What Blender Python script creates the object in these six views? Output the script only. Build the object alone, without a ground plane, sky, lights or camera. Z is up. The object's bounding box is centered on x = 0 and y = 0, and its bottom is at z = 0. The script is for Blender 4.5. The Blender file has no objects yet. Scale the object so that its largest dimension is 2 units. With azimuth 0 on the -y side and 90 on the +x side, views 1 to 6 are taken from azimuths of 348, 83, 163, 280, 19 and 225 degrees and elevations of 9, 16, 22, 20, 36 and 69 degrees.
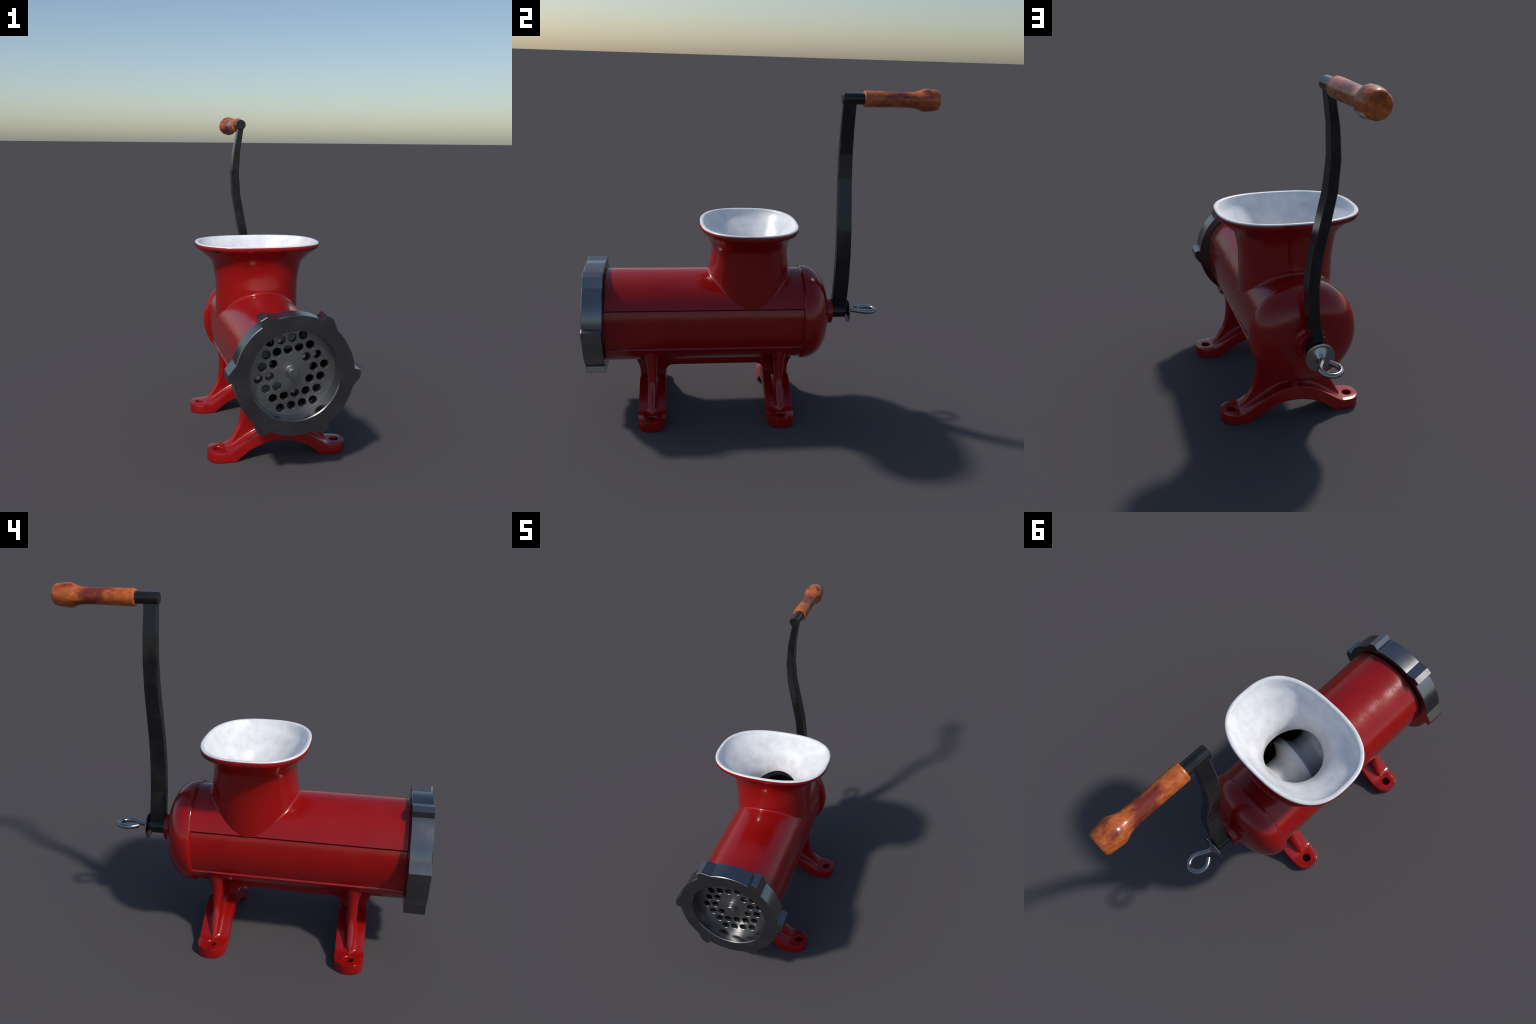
import bpy, bmesh, math
from math import sin, cos, pi, sqrt, radians, degrees, copysign
from mathutils import Vector

# ------------------------------------------------------------------ layout
AXIS_Z = 0.565           # height of the barrel axis (axis runs along y, x = 0)
R_TOP = 0.268            # outer radius of the upper barrel shell
PANEL_X, PANEL_R = 0.2543, 0.31   # recessed side panels: half width and curvature
R_LOW = 0.2695           # lower barrel shell
SEAM_UP, SEAM_LOW = 0.1010, -0.1405   # seam heights relative to the axis
BORE = 0.236
Y_FRONT, Y_BACK = -0.884, 0.250
LEG_Y = (-0.626, 0.1095)
FOOT_W = 0.0765          # half width of the feet

# ------------------------------------------------------------------ helpers
root = bpy.data.objects.new("meat_grinder", None)
bpy.context.scene.collection.objects.link(root)
root["label"] = "red enamel hand-cranked meat grinder with wooden handle"
root["category"] = "meat grinder"


def make(name, verts, faces, mat, parent=root, sharp=32, weld=True):
    me = bpy.data.meshes.new(name)
    bm = bmesh.new()
    vs = [bm.verts.new(v) for v in verts]
    for f in faces:
        ids = []
        for i in f:
            if i not in ids:
                ids.append(i)
        if len(ids) > 2:
            try:
                bm.faces.new([vs[i] for i in ids])
            except ValueError:
                pass
    if weld:
        bmesh.ops.remove_doubles(bm, verts=bm.verts, dist=1e-5)
        bmesh.ops.dissolve_degenerate(bm, edges=bm.edges, dist=1e-6)
    bmesh.ops.recalc_face_normals(bm, faces=bm.faces)
    bm.to_mesh(me)
    bm.free()
    ob = bpy.data.objects.new(name, me)
    bpy.context.scene.collection.objects.link(ob)
    ob.parent = parent
    if mat:
        me.materials.append(mat)
    finish(ob, sharp)
    return ob


def finish(ob, sharp=32):
    me = ob.data
    me.polygons.foreach_set("use_smooth", [True] * len(me.polygons))
    me.set_sharp_from_angle(angle=radians(sharp))


def loft(rings, cap_start=True, cap_end=True, closed_loop=False):
    """rings: equal-length closed loops of points -> verts, faces"""
    n = len(rings[0])
    verts = [p for r in rings for p in r]
    faces = []
    m = len(rings)
    for i in range(m if closed_loop else m - 1):
        a, b = i * n, ((i + 1) % m) * n
        for j in range(n):
            k = (j + 1) % n
            faces.append((a + j, a + k, b + k, b + j))
    if not closed_loop:
        if cap_start:
            faces.append(tuple(range(n))[::-1])
        if cap_end:
            faces.append(tuple(range((m - 1) * n, m * n)))
    return verts, faces


def lathe_y(profile, seg=64, zc=AXIS_Z, xc=0.0, phase=0.0):
    """profile of (radius, y) turned about a line parallel to y"""
    rings = []
    for r, y in profile:
        rings.append([(xc + r * cos(2 * pi * j / seg + phase), y,
                       zc + r * sin(2 * pi * j / seg + phase)) for j in range(seg)])
    return loft(rings)


def tube_y(profile, seg=72, zc=AXIS_Z):
    rings = [[(r * cos(2 * pi * j / seg), y, zc + r * sin(2 * pi * j / seg)) for j in range(seg)] for r, y in profile]
    return loft(rings, closed_loop=True)


def lathe_z(profile, seg, xc, yc):
    rings = []
    for r, z in profile:
        rings.append([(xc + r * cos(2 * pi * j / seg), yc + r * sin(2 * pi * j / seg), z)
                      for j in range(seg)])
    return loft(rings)


def interp(table, t):
    """piecewise smooth (monotone-ish cubic) interpolation of (t, value) pairs"""
    if t <= table[0][0]:
        return table[0][1]
    if t >= table[-1][0]:
        return table[-1][1]
    for i in range(len(table) - 1):
        t0, v0 = table[i]
        t1, v1 = table[i + 1]
        if t0 <= t <= t1:
            def slope(k):
                if k <= 0 or k >= len(table) - 1:
                    return None
                return (table[k + 1][1] - table[k - 1][1]) / (table[k + 1][0] - table[k - 1][0])
            s = (v1 - v0) / (t1 - t0)
            m0 = slope(i)
            m1 = slope(i + 1)
            m0 = s if m0 is None else m0
            m1 = s if m1 is None else m1
            h = t1 - t0
            u = (t - t0) / h
            return ((2 * u**3 - 3 * u**2 + 1) * v0 + (u**3 - 2 * u**2 + u) * h * m0
                    + (-2 * u**3 + 3 * u**2) * v1 + (u**3 - u**2) * h * m1)


def boolean(ob, cutter, op='DIFFERENCE', sharp=32):
    m = ob.modifiers.new("cut", 'BOOLEAN')
    m.operation = op
    m.object = cutter
    m.solver = 'EXACT'
    dg = bpy.context.evaluated_depsgraph_get()
    me = bpy.data.meshes.new_from_object(ob.evaluated_get(dg))
    old = ob.data
    name = old.name
    ob.modifiers.clear()
    ob.data = me
    bpy.data.meshes.remove(old)
    me.name = name
    bpy.data.objects.remove(cutter)
    finish(ob, sharp)


def bevel(ob, width, segs=2, angle=35, sharp=40):
    m = ob.modifiers.new("bevel", 'BEVEL')
    m.width = width
    m.segments = segs
    m.limit_method = 'ANGLE'
    m.angle_limit = radians(angle)
    m.harden_normals = False
    dg = bpy.context.evaluated_depsgraph_get()
    me = bpy.data.meshes.new_from_object(ob.evaluated_get(dg))
    old = ob.data
    name = old.name
    ob.modifiers.clear()
    ob.data = me
    bpy.data.meshes.remove(old)
    me.name = name
    finish(ob, sharp)


def sweep(path, radius, seg=12):
    """round wire along a list of points"""
    pts = [Vector(p) for p in path]
    rings = []
    up = Vector((0, 0, 1))
    for i, p in enumerate(pts):
        t = (pts[min(i + 1, len(pts) - 1)] - pts[max(i - 1, 0)]).normalized()
        s = t.cross(up).normalized()
        q = s.cross(t)
        rings.append([tuple(p + radius * (cos(2 * pi * j / seg) * s + sin(2 * pi * j / seg) * q))
                      for j in range(seg)])
    return loft(rings)


# ------------------------------------------------------------------ materials
class Nodes:
    def __init__(self, name):
        self.mat = bpy.data.materials.new(name)
        self.mat.use_nodes = True
        self.nt = self.mat.node_tree
        self.bsdf = self.nt.nodes["Principled BSDF"]
        self.tc = self.nt.nodes.new("ShaderNodeTexCoord")

    def link(self, a, b):
        self.nt.links.new(a, b)

    def new(self, kind, **kw):
        n = self.nt.nodes.new(kind)
        for k, v in kw.items():
            if k in n.inputs.keys() if hasattr(n.inputs, 'keys') else False:
                n.inputs[k].default_value = v
            else:
                setattr(n, k, v)
        return n

    def noise(self, scale, detail=3, rough=0.55, stretch=(1, 1, 1), offset=(0, 0, 0)):
        mp = self.new("ShaderNodeMapping")
        mp.inputs["Scale"].default_value = stretch
        mp.inputs["Location"].default_value = offset
        self.link(self.tc.outputs["Object"], mp.inputs["Vector"])
        n = self.new("ShaderNodeTexNoise")
        n.inputs["Scale"].default_value = scale
        n.inputs["Detail"].default_value = detail
        n.inputs["Roughness"].default_value = rough
        self.link(mp.outputs["Vector"], n.inputs["Vector"])
        return n.outputs["Fac"]

    def ramp(self, fac, stops, mode='LINEAR'):
        r = self.new("ShaderNodeValToRGB")
        r.color_ramp.interpolation = mode
        el = r.color_ramp.elements
        while len(el) < len(stops):
            el.new(0.5)
        for e, (p, c) in zip(el, stops):
            e.position = p
            e.color = (*c, 1) if not isinstance(c, (int, float)) else (c, c, c, 1)
        self.link(fac, r.inputs["Fac"])
        return r.outputs["Color"]

    def math(self, op, a, b=None, clamp=False):
        m = self.new("ShaderNodeMath", operation=op)
        m.use_clamp = clamp
        for i, v in enumerate((a, b)):
            if v is None:
                continue
            if isinstance(v, (int, float)):
                m.inputs[i].default_value = v
            else:
                self.link(v, m.inputs[i])
        return m.outputs[0]

    def mix(self, fac, a, b):
        m = self.new("ShaderNodeMix", data_type='RGBA')
        for sock, v in ((m.inputs["Factor"], fac), (m.inputs[6], a), (m.inputs[7], b)):
            if isinstance(v, (int, float)):
                sock.default_value = v
            elif isinstance(v, tuple):
                sock.default_value = (*v, 1)
            else:
                self.link(v, sock)
        return m.outputs[2]

    def bump(self, h, strength, dist=0.002):
        b = self.new("ShaderNodeBump")
        b.inputs["Strength"].default_value = strength
        b.inputs["Distance"].default_value = dist
        self.link(h, b.inputs["Height"])
        self.link(b.outputs["Normal"], self.bsdf.inputs["Normal"])

    def set(self, **kw):
        for k, v in kw.items():
            s = self.bsdf.inputs[k.replace("_", " ")]
            if isinstance(v, (int, float)):
                s.default_value = v
            elif isinstance(v, tuple):
                s.default_value = (*v, 1)
            else:
                self.link(v, s)


def red_enamel():
    n = Nodes("red_enamel")
    tone = n.ramp(n.noise(7, 4), [(0.3, (0.285, 0.0042, 0.0042)), (0.7, (0.325, 0.0060, 0.0055))])
    # sparse pale specks
    speck = n.ramp(n.noise(95, 1, 0.4), [(0.745, 0.0), (0.77, 1.0)])
    speck = n.math('MULTIPLY', speck, 0.35)
    col = n.mix(speck, tone, (0.36, 0.07, 0.07))
    # paint chipped down to the iron along seams, rim, lip and foot edges
    sep = n.new("ShaderNodeSeparateXYZ")
    n.link(n.tc.outputs["Object"], sep.inputs[0])
    X, Y, Z = sep.outputs["X"], sep.outputs["Y"], sep.outputs["Z"]

    def band(axis, at, width):
        d = n.math('ABSOLUTE', n.math('SUBTRACT', axis, at))
        return n.math('SUBTRACT', 1.0, n.math('DIVIDE', d, width), clamp=True)

    low = n.math('LESS_THAN', Z, 0.21)
    edge = n.math('MAXIMUM', band(Z, AXIS_Z + SEAM_UP - 0.001, 0.0075), band(Z, AXIS_Z + SEAM_LOW, 0.0075))
    edge = n.math('MULTIPLY', edge, n.math('LESS_THAN', Y, 0.236))
    for b in (band(Z, 1.094, 0.016), n.math('MULTIPLY', band(Y, 0.249, 0.008), 0.85)):
        edge = n.math('MAXIMUM', edge, b)
    side = None
    for yc in LEG_Y:
        for sgn in (-1, 1):
            b = n.math('MULTIPLY', band(Y, yc + sgn * FOOT_W, 0.012), low)
            side = b if side is None else n.math('MAXIMUM', side, b)
    x2 = n.math('MULTIPLY', X, X)
    for z0, k in ((0.183, 2.0), (0.105, 1.85)):           # upper and lower edge of the leg arch
        d = n.math('ABSOLUTE', n.math('SUBTRACT', n.math('ADD', Z, n.math('MULTIPLY', x2, k)), z0))
        b = n.math('SUBTRACT', 1.0, n.math('DIVIDE', d, 0.014), clamp=True)
        edge = n.math('MAXIMUM', edge, n.math('MULTIPLY', b, side))
    edge = n.math('MAXIMUM', edge, n.math('MULTIPLY', band(Z, 0.049, 0.0055), n.math('GREATER_THAN', n.math('ABSOLUTE', X), 0.28)))
    edge = n.math('MAXIMUM', edge, n.math('MULTIPLY', band(Z, 0.0, 0.016), 0.8))
    patch = n.ramp(n.noise(9, 2, 0.5, offset=(3.1, 1.7, 0.4)), [(0.50, 0.0), (0.64, 0.26)])
    grit = n.noise(75, 4, 0.75, stretch=(1, 0.6, 1))
    m = n.math('ADD', n.math('ADD', n.math('MULTIPLY', edge, 0.22), patch), grit)
    chip = n.ramp(m, [(0.885, 0.0), (0.92, 1.0)])
    chip = n.math('MULTIPLY', chip, n.math('GREATER_THAN', edge, 0.02))
    col = n.mix(chip, col, (0.013, 0.012, 0.013))
    rough = n.ramp(n.noise(11, 6, 0.7), [(0.34, 0.11), (0.66, 0.27)])
    rough = n.mix(chip, rough, (0.55, 0.55, 0.55))
    n.set(Base_Color=col, Roughness=rough, IOR=1.5)
    n.bump(n.noise(60, 3), 0.06, 0.003)
    return n.mat


def white_enamel():
    n = Nodes("white_enamel")
    col = n.ramp(n.noise(14, 5, 0.6), [(0.3, (0.72, 0.72, 0.725)), (0.62, (0.87, 0.87, 0.875))])
    n.set(Base_Color=col, Roughness=0.28)
    n.bump(n.noise(40, 3), 0.05, 0.003)
    return n.mat


def steel(name, base, r0, r1, stretch=(1, 1, 1)):
    n = Nodes(name)
    k = n.noise(7, 3, 0.5, stretch)
    col = n.ramp(k, [(0.3, tuple(c * 0.9 for c in base)), (0.7, base)])
    n.set(Base_Color=col, Metallic=1.0, Roughness=n.ramp(k, [(0.3, r0), (0.7, r1)]))
    n.bump(n.noise(40, 2), 0.02, 0.0008)
    return n.mat


def black_paint():
    n = Nodes("black_paint")
    k = n.noise(12, 5, 0.65)
    col = n.ramp(k, [(0.35, (0.008, 0.008, 0.0085)), (0.6, (0.014, 0.014, 0.0145)), (0.78, (0.024, 0.024, 0.0235))])
    n.set(Base_Color=col, Roughness=n.ramp(k, [(0.35, 0.17), (0.7, 0.30)]))
    n.bump(n.noise(30, 3), 0.05, 0.002)
    return n.mat


def dark_bore():
    n = Nodes("dark_bore_metal")
    k = n.noise(15, 3)
    n.set(Base_Color=n.ramp(k, [(0.3, (0.045, 0.045, 0.048)), (0.7, (0.065, 0.065, 0.068))]), Roughness=0.5)
    return n.mat


def varnished_wood():
    n = Nodes("varnished_wood")
    fine = n.noise(55, 5, 0.7, (1, 0.55, 1))
    col = n.ramp(fine, [(0.30, (0.36, 0.070, 0.014)), (0.50, (0.55, 0.128, 0.024)), (0.70, (0.66, 0.185, 0.042))])
    mottle = n.noise(26, 4, 0.65, (1, 0.7, 1), (1.3, 0.2, 0.6))
    col = n.mix(n.ramp(mottle, [(0.50, 0.0), (0.72, 0.6)]), col, (0.24, 0.045, 0.012))
    # irregular dark cherry stain in the middle of the grip
    sep = n.new("ShaderNodeSeparateXYZ")
    n.link(n.tc.outputs["Object"], sep.inputs[0])
    y = sep.outputs["Y"]
    d = n.math('ABSOLUTE', n.math('SUBTRACT', y, 0.79))
    mid = n.math('SUBTRACT', 1.0, n.math('DIVIDE', d, 0.20), clamp=True)
    blot = n.noise(17, 4, 0.65, (1, 0.5, 1), (0.3, 0.9, 0.0))
    m = n.math('ADD', n.math('MULTIPLY', mid, 0.20), blot)
    stain = n.ramp(m, [(0.55, 0.0), (0.74, 1.0)])
    stain = n.math('MULTIPLY', stain, 0.85)
    col = n.mix(stain, col, (0.14, 0.012, 0.013))
    n.set(Base_Color=col, Roughness=n.ramp(fine, [(0.3, 0.20), (0.7, 0.34)]))
    n.bump(fine, 0.06, 0.002)
    return n.mat


RED = red_enamel()
WHITE = white_enamel()
STEEL = steel("dark_cast_steel", (0.245, 0.245, 0.252), 0.21, 0.30)
PLATE_STEEL = steel("plate_steel", (0.30, 0.30, 0.305), 0.36, 0.46)
BRIGHT = steel("bright_steel", (0.37, 0.37, 0.375), 0.13, 0.22)
BLACK = black_paint()
BORE_M = dark_bore()
WOOD = varnished_wood()


# ------------------------------------------------------------------ barrel
def barrel_section(n_arc=40):
    """outer outline of the barrel in (x, z): shells stepped over recessed side panels"""
    c = 0.0022
    def arc(r, a0, a1, k):
        return [(r * cos(a0 + (a1 - a0) * i / k), r * sin(a0 + (a1 - a0) * i / k)) for i in range(k + 1)]
    au = math.asin(SEAM_UP / R_TOP)
    al = math.asin(SEAM_LOW / R_LOW)
    zu, zl = SEAM_UP - 0.009, SEAM_LOW + 0.006
    right = []
    for i in range(23):                                    # side panel, bottom to top, flatter than the shells
        z = zl + (zu - zl) * i / 22
        right.append((PANEL_X - PANEL_R + sqrt(PANEL_R**2 - z * z), z))
    xt = right[-1][0]
    right += [(xt - 0.006, zu + 0.0035), (xt - 0.006, SEAM_UP - 0.002)]   # shadow groove under the upper shell
    top = [((R_TOP - c) * cos(au), SEAM_UP)] + arc(R_TOP, au + 0.008, pi - au - 0.008, 72) + [(-(R_TOP - c) * cos(au), SEAM_UP)]
    left = [(-x, z) for x, z in reversed(right)]
    bot = [(-(R_LOW - c) * cos(al), SEAM_LOW + 0.001)] + arc(R_LOW, pi - al + 0.008, 2 * pi + al - 0.008, 64) + [((R_LOW - c) * cos(al), SEAM_LOW + 0.001)]
    return right + top + left + bot


sec = barrel_section()
rings = []
for y, s in ((Y_FRONT, 0.955), (Y_FRONT, 0.985), (Y_FRONT + 0.004, 1.0), (Y_BACK, 1.0)):
    rings.append([(x * s, y, AXIS_Z + z * s) for x, z in sec])
nsec = len(sec)
# inner bore: same number of points, on a circle, following the section's angles
def bore_ring(y):
    out = []
    start = math.atan2(sec[0][1], sec[0][0])
    for j in range(nsec):
        a = start + 2 * pi * j / nsec
        out.append((BORE * cos(a), y, AXIS_Z + BORE * sin(a)))
    return out
rings += [bore_ring(Y_BACK), bore_ring(Y_FRONT)]
v, f = loft(rings, closed_loop=True)
barrel = make("barrel", v, f, RED, sharp=30)
barrel.data.materials.append(BORE_M)
# opening under the hopper
rings = [[(0.2235 * cos(t * pi / 32), -0.065 + 0.216 * sin(t * pi / 32), z) for t in range(64)] for z in (0.585, 0.95)]
cut = make("cutter", *loft(rings), None)
boolean(barrel, cut, sharp=30)
for p in barrel.data.polygons:
    c = p.center
    r = sqrt(c.x**2 + (c.z - AXIS_Z)**2)
    if r < BORE + 0.006 and c.y > Y_FRONT + 0.01:
        p.material_index = 1
# stub behind the ring
collar = make("barrel_collar", *tube_y([(0.2325, -0.8965), (0.2435, -0.8965), (0.2435, -0.892), (0.252, -0.8905), (0.252, -0.880), (0.2325, -0.880)], 72), RED)

collar.data.materials.append(BORE_M)
for p in collar.data.polygons:
    if sqrt(p.center.x**2 + (p.center.z - AXIS_Z)**2) < 0.238:
        p.material_index = 1

# rear cap: flattened dome with a raised lip
cap_profile = [(0.0, 0.235), (0.23, 0.235), (0.262, 0.235), (0.270, 0.238), (0.2775, 0.243), (0.2795, 0.249)]
for i in range(26):
    r = 0.2795 * sin(pi / 2 * (1 - i / 25)) ** 0.8 if i < 25 else 0.0
    if r > 0.09:
        cap_profile.append((r, 0.260 + 0.146 * sqrt(max(0.0, 1 - (r / 0.2795) ** 3.0))))
cap_profile += [(0.087, 0.405), (0.081, 0.410), (0.0, 0.410)]
end_cap = make("end_cap", *lathe_y(cap_profile, 96), RED, sharp=40)
end_cap.data.materials.append(BORE_M)
for p in end_cap.data.polygons:
    if p.center.y < 0.2355 and sqrt(p.center.x**2 + (p.center.z - AXIS_Z)**2) < 0.2295:
        p.material_index = 1
hub_profile = [(0.0, 0.395), (0.0755, 0.395), (0.0755, 0.439), (0.072, 0.443), (0.056, 0.443),
               (0.052, 0.438), (0.0, 0.438)]
make("shaft_hub", *lathe_y(hub_profile, 48), RED, parent=end_cap)


# ------------------------------------------------------------------ hopper
def squircle(a, b, n, yc, z, seg=96, rear=None):
    pts = []
    for j in range(seg):
        t = 2 * pi * j / seg
        cx, sx = cos(t), sin(t)
        m = n
        if rear and sx > 0:                         # rounder corners towards the crank
            m = n + (rear - n) * min(1.0, sx * 2.5)
        pts.append((a * copysign(abs(cx) ** (2 / m), cx), yc + b * copysign(abs(sx) ** (2 / m), sx), z))
    return pts


# height, half width x, half width y, squareness, centre y
OUT = [(1.1165, 0.3725, 0.2795, 2.60, -0.070), (1.1135, 0.375, 0.282, 2.60, -0.070),
       (1.096, 0.374, 0.281, 2.60, -0.070), (1.089, 0.370, 0.277, 2.58, -0.070),
       (1.080, 0.359, 0.267, 2.55, -0.070), (1.060, 0.334, 0.2500, 2.42, -0.0680),
       (1.040, 0.3100, 0.2385, 2.36, -0.0660), (1.020, 0.289, 0.2305, 2.30, -0.0655),
       (1.005, 0.2770, 0.2265, 2.25, -0.0645), (0.990, 0.2705, 0.2230, 2.22, -0.0645),
       (0.970, 0.265, 0.2210, 2.20, -0.0645), (0.945, 0.2603, 0.2214, 2.16, -0.064),
       (0.915, 0.2550, 0.2245, 2.12, -0.064), (0.885, 0.2515, 0.2285, 2.08, -0.065),
       (0.860, 0.2497, 0.2315, 2.05, -0.0655)]
rings = [squircle(a, b, n, yc, z, rear=n if z > 1.085 else max(2.03, n - 0.25)) for z, a, b, n, yc in OUT]
base = squircle(0.2497, 0.2330, 2.03, -0.0655, 0.0)


def barrel_top(x):
    ax = min(abs(x), sqrt(R_TOP**2 - SEAM_UP**2))
    return AXIS_Z + sqrt(R_TOP**2 - ax * ax)


FIL = 0.014
for k in range(9):
    ring = []
    for x, y, _ in base:
        d = Vector((x, y + 0.0655, 0))
        d.normalize()
        if k < 3:                                   # straight wall down to the start of the fillet
            z = 0.860 + (barrel_top(x) + FIL - 0.860) * (k + 1) / 3.0
            ring.append((x, y, z))
        else:                                       # small fillet rolling out on the barrel
            u = (k - 2) / 6.0
            q = min(max((abs(x) - 0.15) / 0.08, 0.0), 1.0)
            f = FIL * (1 - q * q * (3 - 2 * q))
            px, py = x + d.x * f * (1 - cos(u * pi / 2)), y + d.y * f * (1 - cos(u * pi / 2))
            z = barrel_top(px) + FIL * (1 - sin(u * pi / 2)) - 0.0015 * u
            ring.append((px, py, z))
    rings.append(ring)
rings.append([(x * 0.94, y, z - 0.004) for x, y, z in rings[-1]])      # underside of the overhang at the seam
v, f = loft(rings, cap_start=False, cap_end=False)
hopper = make("hopper", v, f, RED, sharp=60)

LIN = [(1.1120, 0.3735, 0.2805, 2.60, -0.070), (1.1165, 0.3735, 0.2805, 2.60, -0.070),
       (1.1205, 0.3700, 0.2770, 2.60, -0.070), (1.1215, 0.3660, 0.2730, 2.60, -0.070),
       (1.1200, 0.3560, 0.2630, 2.60, -0.070), (1.1170, 0.3520, 0.2590, 2.60, -0.070),
       (1.1100, 0.3490, 0.2560, 2.60, -0.070), (1.1040, 0.3450, 0.2520, 2.60, -0.069),
       (1.0850, 0.3350, 0.2465, 2.62, -0.069),
       (1.0600, 0.3060, 0.2325, 2.58, -0.067), (1.0350, 0.2740, 0.2190, 2.55, -0.063),
       (1.0100, 0.2430, 0.2030, 2.45, -0.063), (0.9850, 0.2165, 0.1880, 2.32, -0.066),
       (0.9600, 0.1970, 0.1785, 2.20, -0.068), (0.9350, 0.1820, 0.1715, 2.10, -0.071),
       (0.9120, 0.1720, 0.1665, 2.03, -0.073), (0.8980, 0.1675, 0.1640, 2.0, -0.074),
       (0.8860, 0.1645, 0.1630, 2.0, -0.075)]
rings = [squircle(a, b, n, yc, z, rear=n if z > 1.102 else max(2.0, n - 0.32)) for z, a, b, n, yc in LIN]
last = rings[-1]
for k in (0.4, 1.0):                                # saddle-shaped lower lip of the throat
    rings.append([(x * (1 - 0.012 * k), y, z - k * (0.008 + 0.060 * (x / 0.1645) ** 2)) for x, y, z in last])
low = rings[-1]
rings.append([(x * 1.03, -0.075 + (y + 0.075) * 1.03, z + 0.001) for x, y, z in low])
v, f = loft(rings, cap_start=False, cap_end=False)
make("hopper_lining", v, f, WHITE, parent=hopper, sharp=60)

# added dark liner from lining to bore, keeps the red neck inside dark
rings = [squircle(0.2215 + k, 0.214 + k, 2.0, -0.065, z) for k, z in ((0.0, 0.95), (0.0, 0.66), (0.0015, 0.66), (0.0015, 0.95))]
for ring in rings:
    for i, (x, y, z) in enumerate(ring):
        if z < 0.8:
            ring[i] = (x, y, AXIS_Z + sqrt(max(BORE**2 - x * x, 0.0)) - 0.002)
make("dark_liner_added", *loft(rings, closed_loop=True), BORE_M, parent=hopper, sharp=60)


# ------------------------------------------------------------------ legs
ARCH_TOP = [(0.0, 0.184), (0.05, 0.180), (0.095, 0.167), (0.16, 0.134), (0.215, 0.098), (0.262, 0.066), (0.280, 0.0575), (0.300, 0.055), (0.42, 0.055)]
ARCH_BOT = [(0.0, 0.104), (0.04, 0.102), (0.09, 0.092), (0.13, 0.078), (0.165, 0.060), (0.205, 0.030), (0.238, 0.004), (0.246, 0.0), (0.42, 0.0)]
FOOT_C, FOOT_L = 0.303, 0.0870


def strap(name, yc):
    xs = [-0.245 + 0.49 * i / 50 for i in range(51)]
    tail = [0.246, 0.255, 0.262, 0.271, 0.28, 0.29, 0.297]
    tail += [FOOT_C + FOOT_L * sin(pi / 2 * i / 14) for i in range(15)]
    xs = [-t for t in reversed(tail)] + xs + tail
    c = 0.0035
    rings = []
    for x in xs:
        e = min(max(0.0, abs(x) - FOOT_C) / FOOT_L, 1.0)
        w = max(FOOT_W * (1 - e ** 2.4) ** (1 / 2.4), 1e-4)
        zt, zb = interp(ARCH_TOP, abs(x)), max(interp(ARCH_BOT, abs(x)), 0.0)
        wi = max(w - c, 0.0005)
        rings.append([(x, yc - w, zb + 0.001), (x, yc - w, zt - c), (x, yc - (w + wi) / 2 - 0.0005, zt - c * 0.25),
                      (x, yc - wi, zt), (x, yc - wi * 0.5, zt), (x, yc, zt), (x, yc + wi * 0.5, zt), (x, yc + wi, zt),
                      (x, yc + (w + wi) / 2 + 0.0005, zt - c * 0.25), (x, yc + w, zt - c), (x, yc + w, zb + 0.001),
                      (x, yc + max(w - 0.001, 0.0003), zb), (x, yc - max(w - 0.001, 0.0003), zb)])
    ob = make(name, *loft(rings), RED, sharp=34)
    for sx in (-1, 1):
        v, f = lathe_z([(0.0245, -0.03), (0.0245, 0.049), (0.0255, 0.052), (0.0290, 0.0552), (0.0290, 0.09)], 32, 0.332 * sx, yc)
        boolean(ob, make("cutter", v, f, None), sharp=34)
    return ob


RIB_X = [(0.040, 0.294), (0.066, 0.284), (0.10, 0.265), (0.14, 0.243), (0.175, 0.2245), (0.219, 0.210), (0.27, 0.2045), (0.33, 0.2035), (0.385, 0.208), (0.44, 0.213)]
RIB_T = [(0.05, 0.0175), (0.18, 0.0220), (0.28, 0.0275), (0.33, 0.0300), (0.36, 0.0330), (0.385, 0.039), (0.43, 0.052)]


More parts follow.
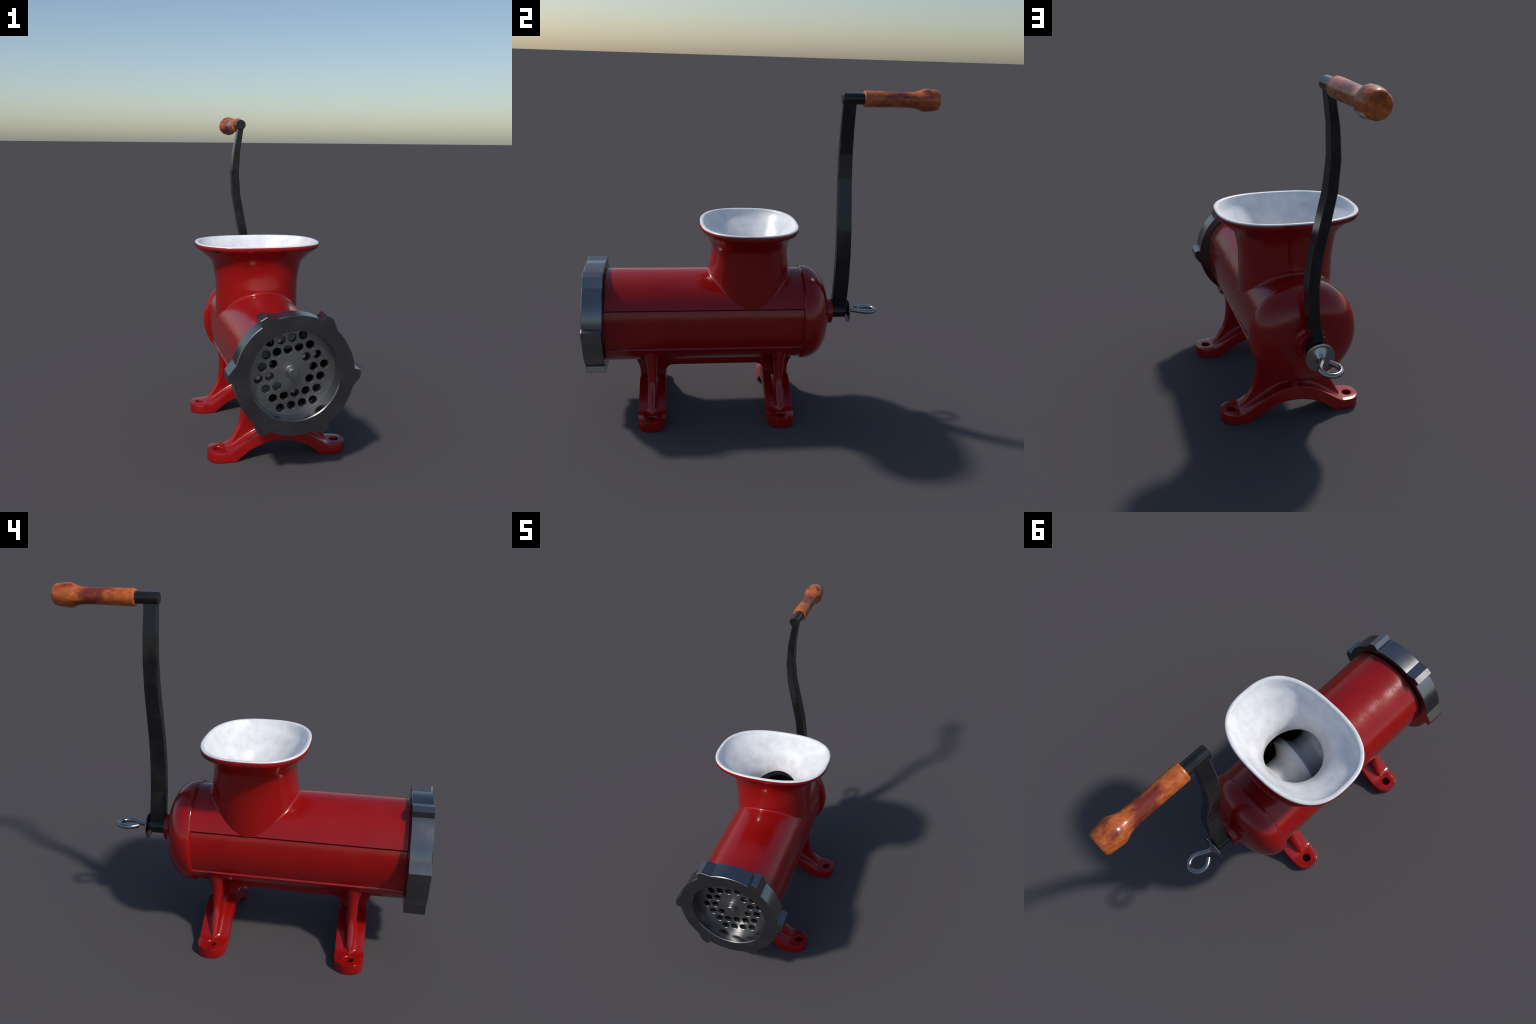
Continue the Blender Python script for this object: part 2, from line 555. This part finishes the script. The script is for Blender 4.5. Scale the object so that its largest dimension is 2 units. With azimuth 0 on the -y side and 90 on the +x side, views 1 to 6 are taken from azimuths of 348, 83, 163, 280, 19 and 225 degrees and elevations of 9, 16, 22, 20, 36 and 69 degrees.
def rib(name, yc, parent, gusset):
    """upright web between the arch and the barrel, rounded at its outer edges, filleted on the arch"""
    NU, NV = 72, 44
    fil = 0.019
    grids = []
    for side in (1, -1):
        g = []
        for jv in range(NV + 1):
            row = []
            vv = (jv / NV) ** 1.5
            for iu in range(NU + 1):
                u = sin(pi / 2 * (2 * iu / NU - 1))
                zb = interp(ARCH_TOP, abs(u) * 0.286) - 0.003
                zt = AXIS_Z - sqrt(0.253**2 - (u * 0.209)**2)          # ends inside the barrel wall
                z = zb + (zt - zb) * vv
                X = interp(RIB_X, z)
                x = u * X
                t = interp(RIB_T, z)
                rr = t * 1.05
                e = max(0.0, abs(x) - (X - rr)) / rr
                h = z - interp(ARCH_TOP, abs(x))
                y = t * sqrt(max(0.0, 1 - e * e))
                q = min(max(h / fil, 0.0), 1.0)
                y += fil * (1 - sqrt(1 - (1 - q) ** 2)) * (1 - 0.75 * e)
                tip = min(max((abs(x) - 0.258) / 0.034, 0.0), 1.0)      # pointed toe of the rib
                y *= 1 - 0.8 * tip * tip * (3 - 2 * tip)
                gz = min(max((z - 0.29) / 0.11, 0.0), 1.0)             # gusset widening up to the barrel
                y += gusset.get(side, 0.0) * gz * gz * (1 - 0.5 * min(e, 1.0))
                row.append((x, yc + side * y, z))
            g.append(row)
        grids.append(g)
    verts, faces = [], []
    for g in grids:
        o = len(verts)
        for row in g:
            verts += row
        for j in range(NV):
            for i in range(NU):
                a = o + j * (NU + 1) + i
                faces.append((a, a + 1, a + NU + 2, a + NU + 1))
    o2 = (NU + 1) * (NV + 1)
    for j in range(NV):
        for i in (0, NU):
            a = j * (NU + 1) + i
            b = a + NU + 1
            faces.append((a, b, b + o2, a + o2))
    return make(name, verts, faces, RED, parent=parent, sharp=60)


for i, yc in enumerate(LEG_Y):
    s = strap("leg", yc)
    rib("leg_rib", yc, s, ({-1: 0.030, 1: 0.004}, {-1: 0.004, 1: 0.014})[i])


def spine():
    def corner(cy, cz, r, a0, a1, k=8):
        return [(cy + r * cos(radians(a0 + (a1 - a0) * i / k)), cz + r * sin(radians(a0 + (a1 - a0) * i / k))) for i in range(k + 1)]
    fy, ry = LEG_Y
    out = [(fy - 0.1275, 0.318), (fy - 0.1275, 0.3)]
    out += [(fy - 0.1135, 0.290), (fy - 0.098, 0.274), (fy - 0.086, 0.250), (fy - 0.078, 0.225), (fy - 0.0745, 0.20), (fy - 0.0745, 0.15)]
    out += [(fy + 0.0745, 0.15)]
    out += corner(fy + 0.0745 + 0.046, 0.239 - 0.046, 0.046, 180, 90)
    out += corner(ry - 0.0745 - 0.046, 0.239 - 0.046, 0.046, 90, 0)
    out += [(ry - 0.0745, 0.15), (ry + 0.0745, 0.15)]
    out += [(ry + 0.0745, 0.20), (ry + 0.078, 0.225), (ry + 0.086, 0.250), (ry + 0.098, 0.274), (ry + 0.1135, 0.290), (ry + 0.1275, 0.30), (ry + 0.1275, 0.318)]
    h = 0.018
    rings = [[(x, y, z) for y, z in out] for x in (-h, h)]
    ob = make("spine_web", *loft(rings), RED)
    bevel(ob, 0.006, 3, 50)
    return ob


spine()

# ------------------------------------------------------------------ front ring, plate, knife
R_RING, R_LUG, R_IN = 0.3105, 0.3425, 0.232


def ring_radius_table():
    keys = []
    for k in range(6):
        t0 = 4 + 60 * k
        keys += [(t0 - 17.5, R_RING), (t0 - 8.2, R_LUG), (t0 - 1.9, R_LUG), (t0 + 0.2, R_RING)]
        nxt = t0 + 60 - 17.5
        for i in range(1, 12):
            keys.append((t0 + 0.2 + (nxt - t0 - 0.2) * i / 12, R_RING))
    keys.sort()
    return keys


RT = ring_radius_table()


def ring_loop(y, dr):
    return [((r + dr) * cos(radians(t)), y, AXIS_Z + (r + dr) * sin(radians(t))) for t, r in RT]


def ring_inner(y, r):
    return [(r * cos(radians(t)), y, AXIS_Z + r * sin(radians(t))) for t, _ in RT]


YF, YB = -1.0, -0.8895
rings = [ring_loop(YB, -0.002), ring_loop(YB - 0.002, 0), ring_loop(YF + 0.003, 0), ring_loop(YF, -0.003),
         ring_inner(YF, R_IN + 0.004), ring_inner(YF + 0.004, R_IN), ring_inner(-0.897, R_IN), ring_inner(-0.897, 0.2445), ring_inner(YB, 0.2445)]
retaining_ring = make("retaining_ring", *loft(rings, closed_loop=True), STEEL, sharp=18)

plate = make("grinding_plate", *lathe_y([(0.0, -0.8985), (0.2315, -0.8985), (0.2315, -0.920), (0.0, -0.920)], 96), PLATE_STEEL, sharp=30)
A = (0.0576, 0.0102)
C = (0.0190, 0.0630)
HOLE_ROWS = {0: (-3, -2, 2, 3), 1: (-3, -2, 1, 2), 2: (-3, -2, -1, 0, 1), 3: (-3, -2, -1, 0)}
cv, cf = [], []
for j, cols in HOLE_ROWS.items():
    for s in ((1,) if j == 0 else (1, -1)):
        for i in cols:
            hx, hz = s * (i * A[0] + j * C[0]), s * (i * A[1] + j * C[1])
            v, f = lathe_y([(0.0225, -0.88), (0.0225, -0.918), (0.0240, -0.9202), (0.0240, -0.94)], 28, AXIS_Z + hz, hx)
            o = len(cv)
            cv += v
            cf += [tuple(a + o for a in t) for t in f]
boolean(plate, make("cutter", cv, cf, None), sharp=30)
make("shaft_tip", *lathe_y([(0.0, -0.90), (0.034, -0.90), (0.034, -0.9225), (0.0325, -0.924), (0.027, -0.924), (0.027, -0.930),
                            (0.0265, -0.957), (0.0240, -0.960), (0.0, -0.960)], 40), PLATE_STEEL, parent=plate, sharp=22)

# four-armed knife right behind the plate
kv, kf = [], []
for k in range(4):
    a = radians(20 + 90 * k)
    c, s = cos(a), sin(a)
    pts = []
    for y in (-0.800, -0.765):
        tilt = 0.0 if y < -0.78 else 0.02
        for u, w in ((0.02, -0.030), (0.205, -0.018), (0.205, 0.034), (0.02, 0.042)):
            w += tilt
            pts.append((u * c - w * s, y, AXIS_Z + u * s + w * c))
    o = len(kv)
    kv += pts
    kf += [tuple(o + i for i in q) for q in ((0, 1, 2, 3), (7, 6, 5, 4), (0, 4, 5, 1), (1, 5, 6, 2), (2, 6, 7, 3), (3, 7, 4, 0))]
make("knife", kv, kf, BRIGHT, weld=False)

# ------------------------------------------------------------------ auger
PITCH = 0.212


def auger():
    NY, NA = 260, 64
    y0, y1 = -0.70, 0.088
    rings = []
    for i in range(NY + 1):
        y = y0 + (y1 - y0) * i / NY
        ring = []
        for j in range(NA):
            phi = 2 * pi * j / NA                     # from +z towards +x
            crest = -0.100 - PITCH * phi / (2 * pi)
            d = (y - crest) / PITCH
            d = abs(d - round(d)) * PITCH             # distance from the flight's centre line
            e = max(0.0, d - 0.0215)
            w = min(e / 0.060, 1.0)
            r = 0.216 - (0.216 - 0.145) * sin(w * pi / 2) ** 0.75
            if y > 0.0425:                            # end flange of the screw
                r = 0.212
            ring.append((r * sin(phi), y, AXIS_Z + r * cos(phi)))
        rings.append(ring)
    return loft(rings)


screw_body = make("auger", *auger(), WHITE, sharp=28)
make("auger_shaft", *lathe_y([(0.0, 0.07), (0.055, 0.07), (0.055, 0.30), (0.0, 0.30)], 32), BORE_M, parent=screw_body)

# ------------------------------------------------------------------ crank
ARM_X = [(0.575, -0.003), (0.645, 0.008), (0.775, 0.031), (0.925, 0.0405), (1.075, 0.028), (1.22, 0.0005), (1.37, -0.027),
         (1.515, -0.0355), (1.655, -0.025), (1.79, -0.001), (1.815, 0.002)]
ARM_W = [(0.575, 0.0265), (0.94, 0.0265), (1.21, 0.0262), (1.36, 0.0252), (1.515, 0.0238), (1.65, 0.0212), (1.815, 0.0172)]
ARM_F = [(0.575, 0.446), (0.9, 0.447), (1.3, 0.448), (1.815, 0.449)]
ARM_B = [(0.575, 0.533), (0.9, 0.531), (1.3, 0.527), (1.815, 0.522)]
rings = []
arm_heights = []
for (z0, _), (z1, _) in zip(ARM_X, ARM_X[1:]):           # straight lengths with softened bends
    arm_heights += [z0 + (z1 - z0) * k for k in (0.0, 0.06, 0.94)]
arm_heights.append(ARM_X[-1][0])


def linear(table, t):
    for (t0, v0), (t1, v1) in zip(table, table[1:]):
        if t <= t1:
            return v0 + (v1 - v0) * (t - t0) / (t1 - t0)
    return table[-1][1]


for z in arm_heights:
    xc = 0.5 * linear(ARM_X, z) + 0.25 * (linear(ARM_X, max(z - 0.01, 0.575)) + linear(ARM_X, z + 0.01))
    w = interp(ARM_W, z)
    fy, by = interp(ARM_F, z), interp(ARM_B, z)
    c = 0.004
    rings.append([(xc - w, fy + c, z), (xc - w + c, fy, z), (xc + w - c, fy, z), (xc + w, fy + c, z),
                  (xc + w, by - c, z), (xc + w - c, by, z), (xc - w + c, by, z), (xc - w, by - c, z)])
crank = make("crank_arm", *loft(rings), BLACK, sharp=30)
make("crank_boss", *lathe_y([(0.0, 0.440), (0.030, 0.440), (0.030, 0.446), (0.0400, 0.446), (0.0415, 0.4475), (0.0415, 0.527), (0.0400, 0.5285),
                             (0.026, 0.5285), (0.026, 0.546), (0.0, 0.546)], 16, phase=pi / 16), BLACK, parent=crank, sharp=24)
HZ = 1.8275
make("handle_pin", *lathe_y([(0.0, 0.4425), (0.0300, 0.4425), (0.0325, 0.445), (0.0325, 0.570), (0.0, 0.570)], 16, zc=HZ, phase=pi / 16), BLACK, parent=crank, sharp=35)
grip = [(0.0, 0.5655), (0.0400, 0.5655), (0.0440, 0.5675), (0.0468, 0.5740), (0.0468, 0.5800), (0.0457, 0.5830), (0.0463, 0.5870), (0.0456, 0.640), (0.0444, 0.700), (0.0436, 0.770),
        (0.0440, 0.820), (0.0453, 0.855), (0.0500, 0.874), (0.0580, 0.893), (0.0640, 0.907), (0.0652, 0.917), (0.0645, 0.930),
        (0.0618, 0.960), (0.0585, 0.985), (0.0550, 0.9955), (0.0500, 1.0), (0.0, 1.0)]
make("wooden_grip", *lathe_y(grip, 12, zc=HZ), WOOD, parent=crank, sharp=38)

# thumb screw: dished washer with a bent wire hook
screw = make("washer", *lathe_y([(0.0, 0.541), (0.071, 0.541), (0.0735, 0.5425), (0.0735, 0.5465), (0.071, 0.5480), (0.060, 0.549), (0.055, 0.5505), (0.034, 0.558), (0.021, 0.564),
                                 (0.014, 0.569), (0.0, 0.571)], 48), BRIGHT, sharp=40)
HOOK = [(0.0, 0.560), (0.002, 0.575), (0.008, 0.592), (0.019, 0.611), (0.030, 0.630), (0.037, 0.650), (0.0385, 0.671), (0.033, 0.691),
        (0.022, 0.7065), (0.008, 0.716), (-0.009, 0.7185), (-0.026, 0.714), (-0.041, 0.7035), (-0.052, 0.687), (-0.0568, 0.668), (-0.056, 0.648),
        (-0.048, 0.630), (-0.038, 0.616), (-0.027, 0.6035)]
make("hook", *sweep([(x, y, 0.567) for x, y in HOOK], 0.0140, 14), BRIGHT, parent=screw, sharp=50)
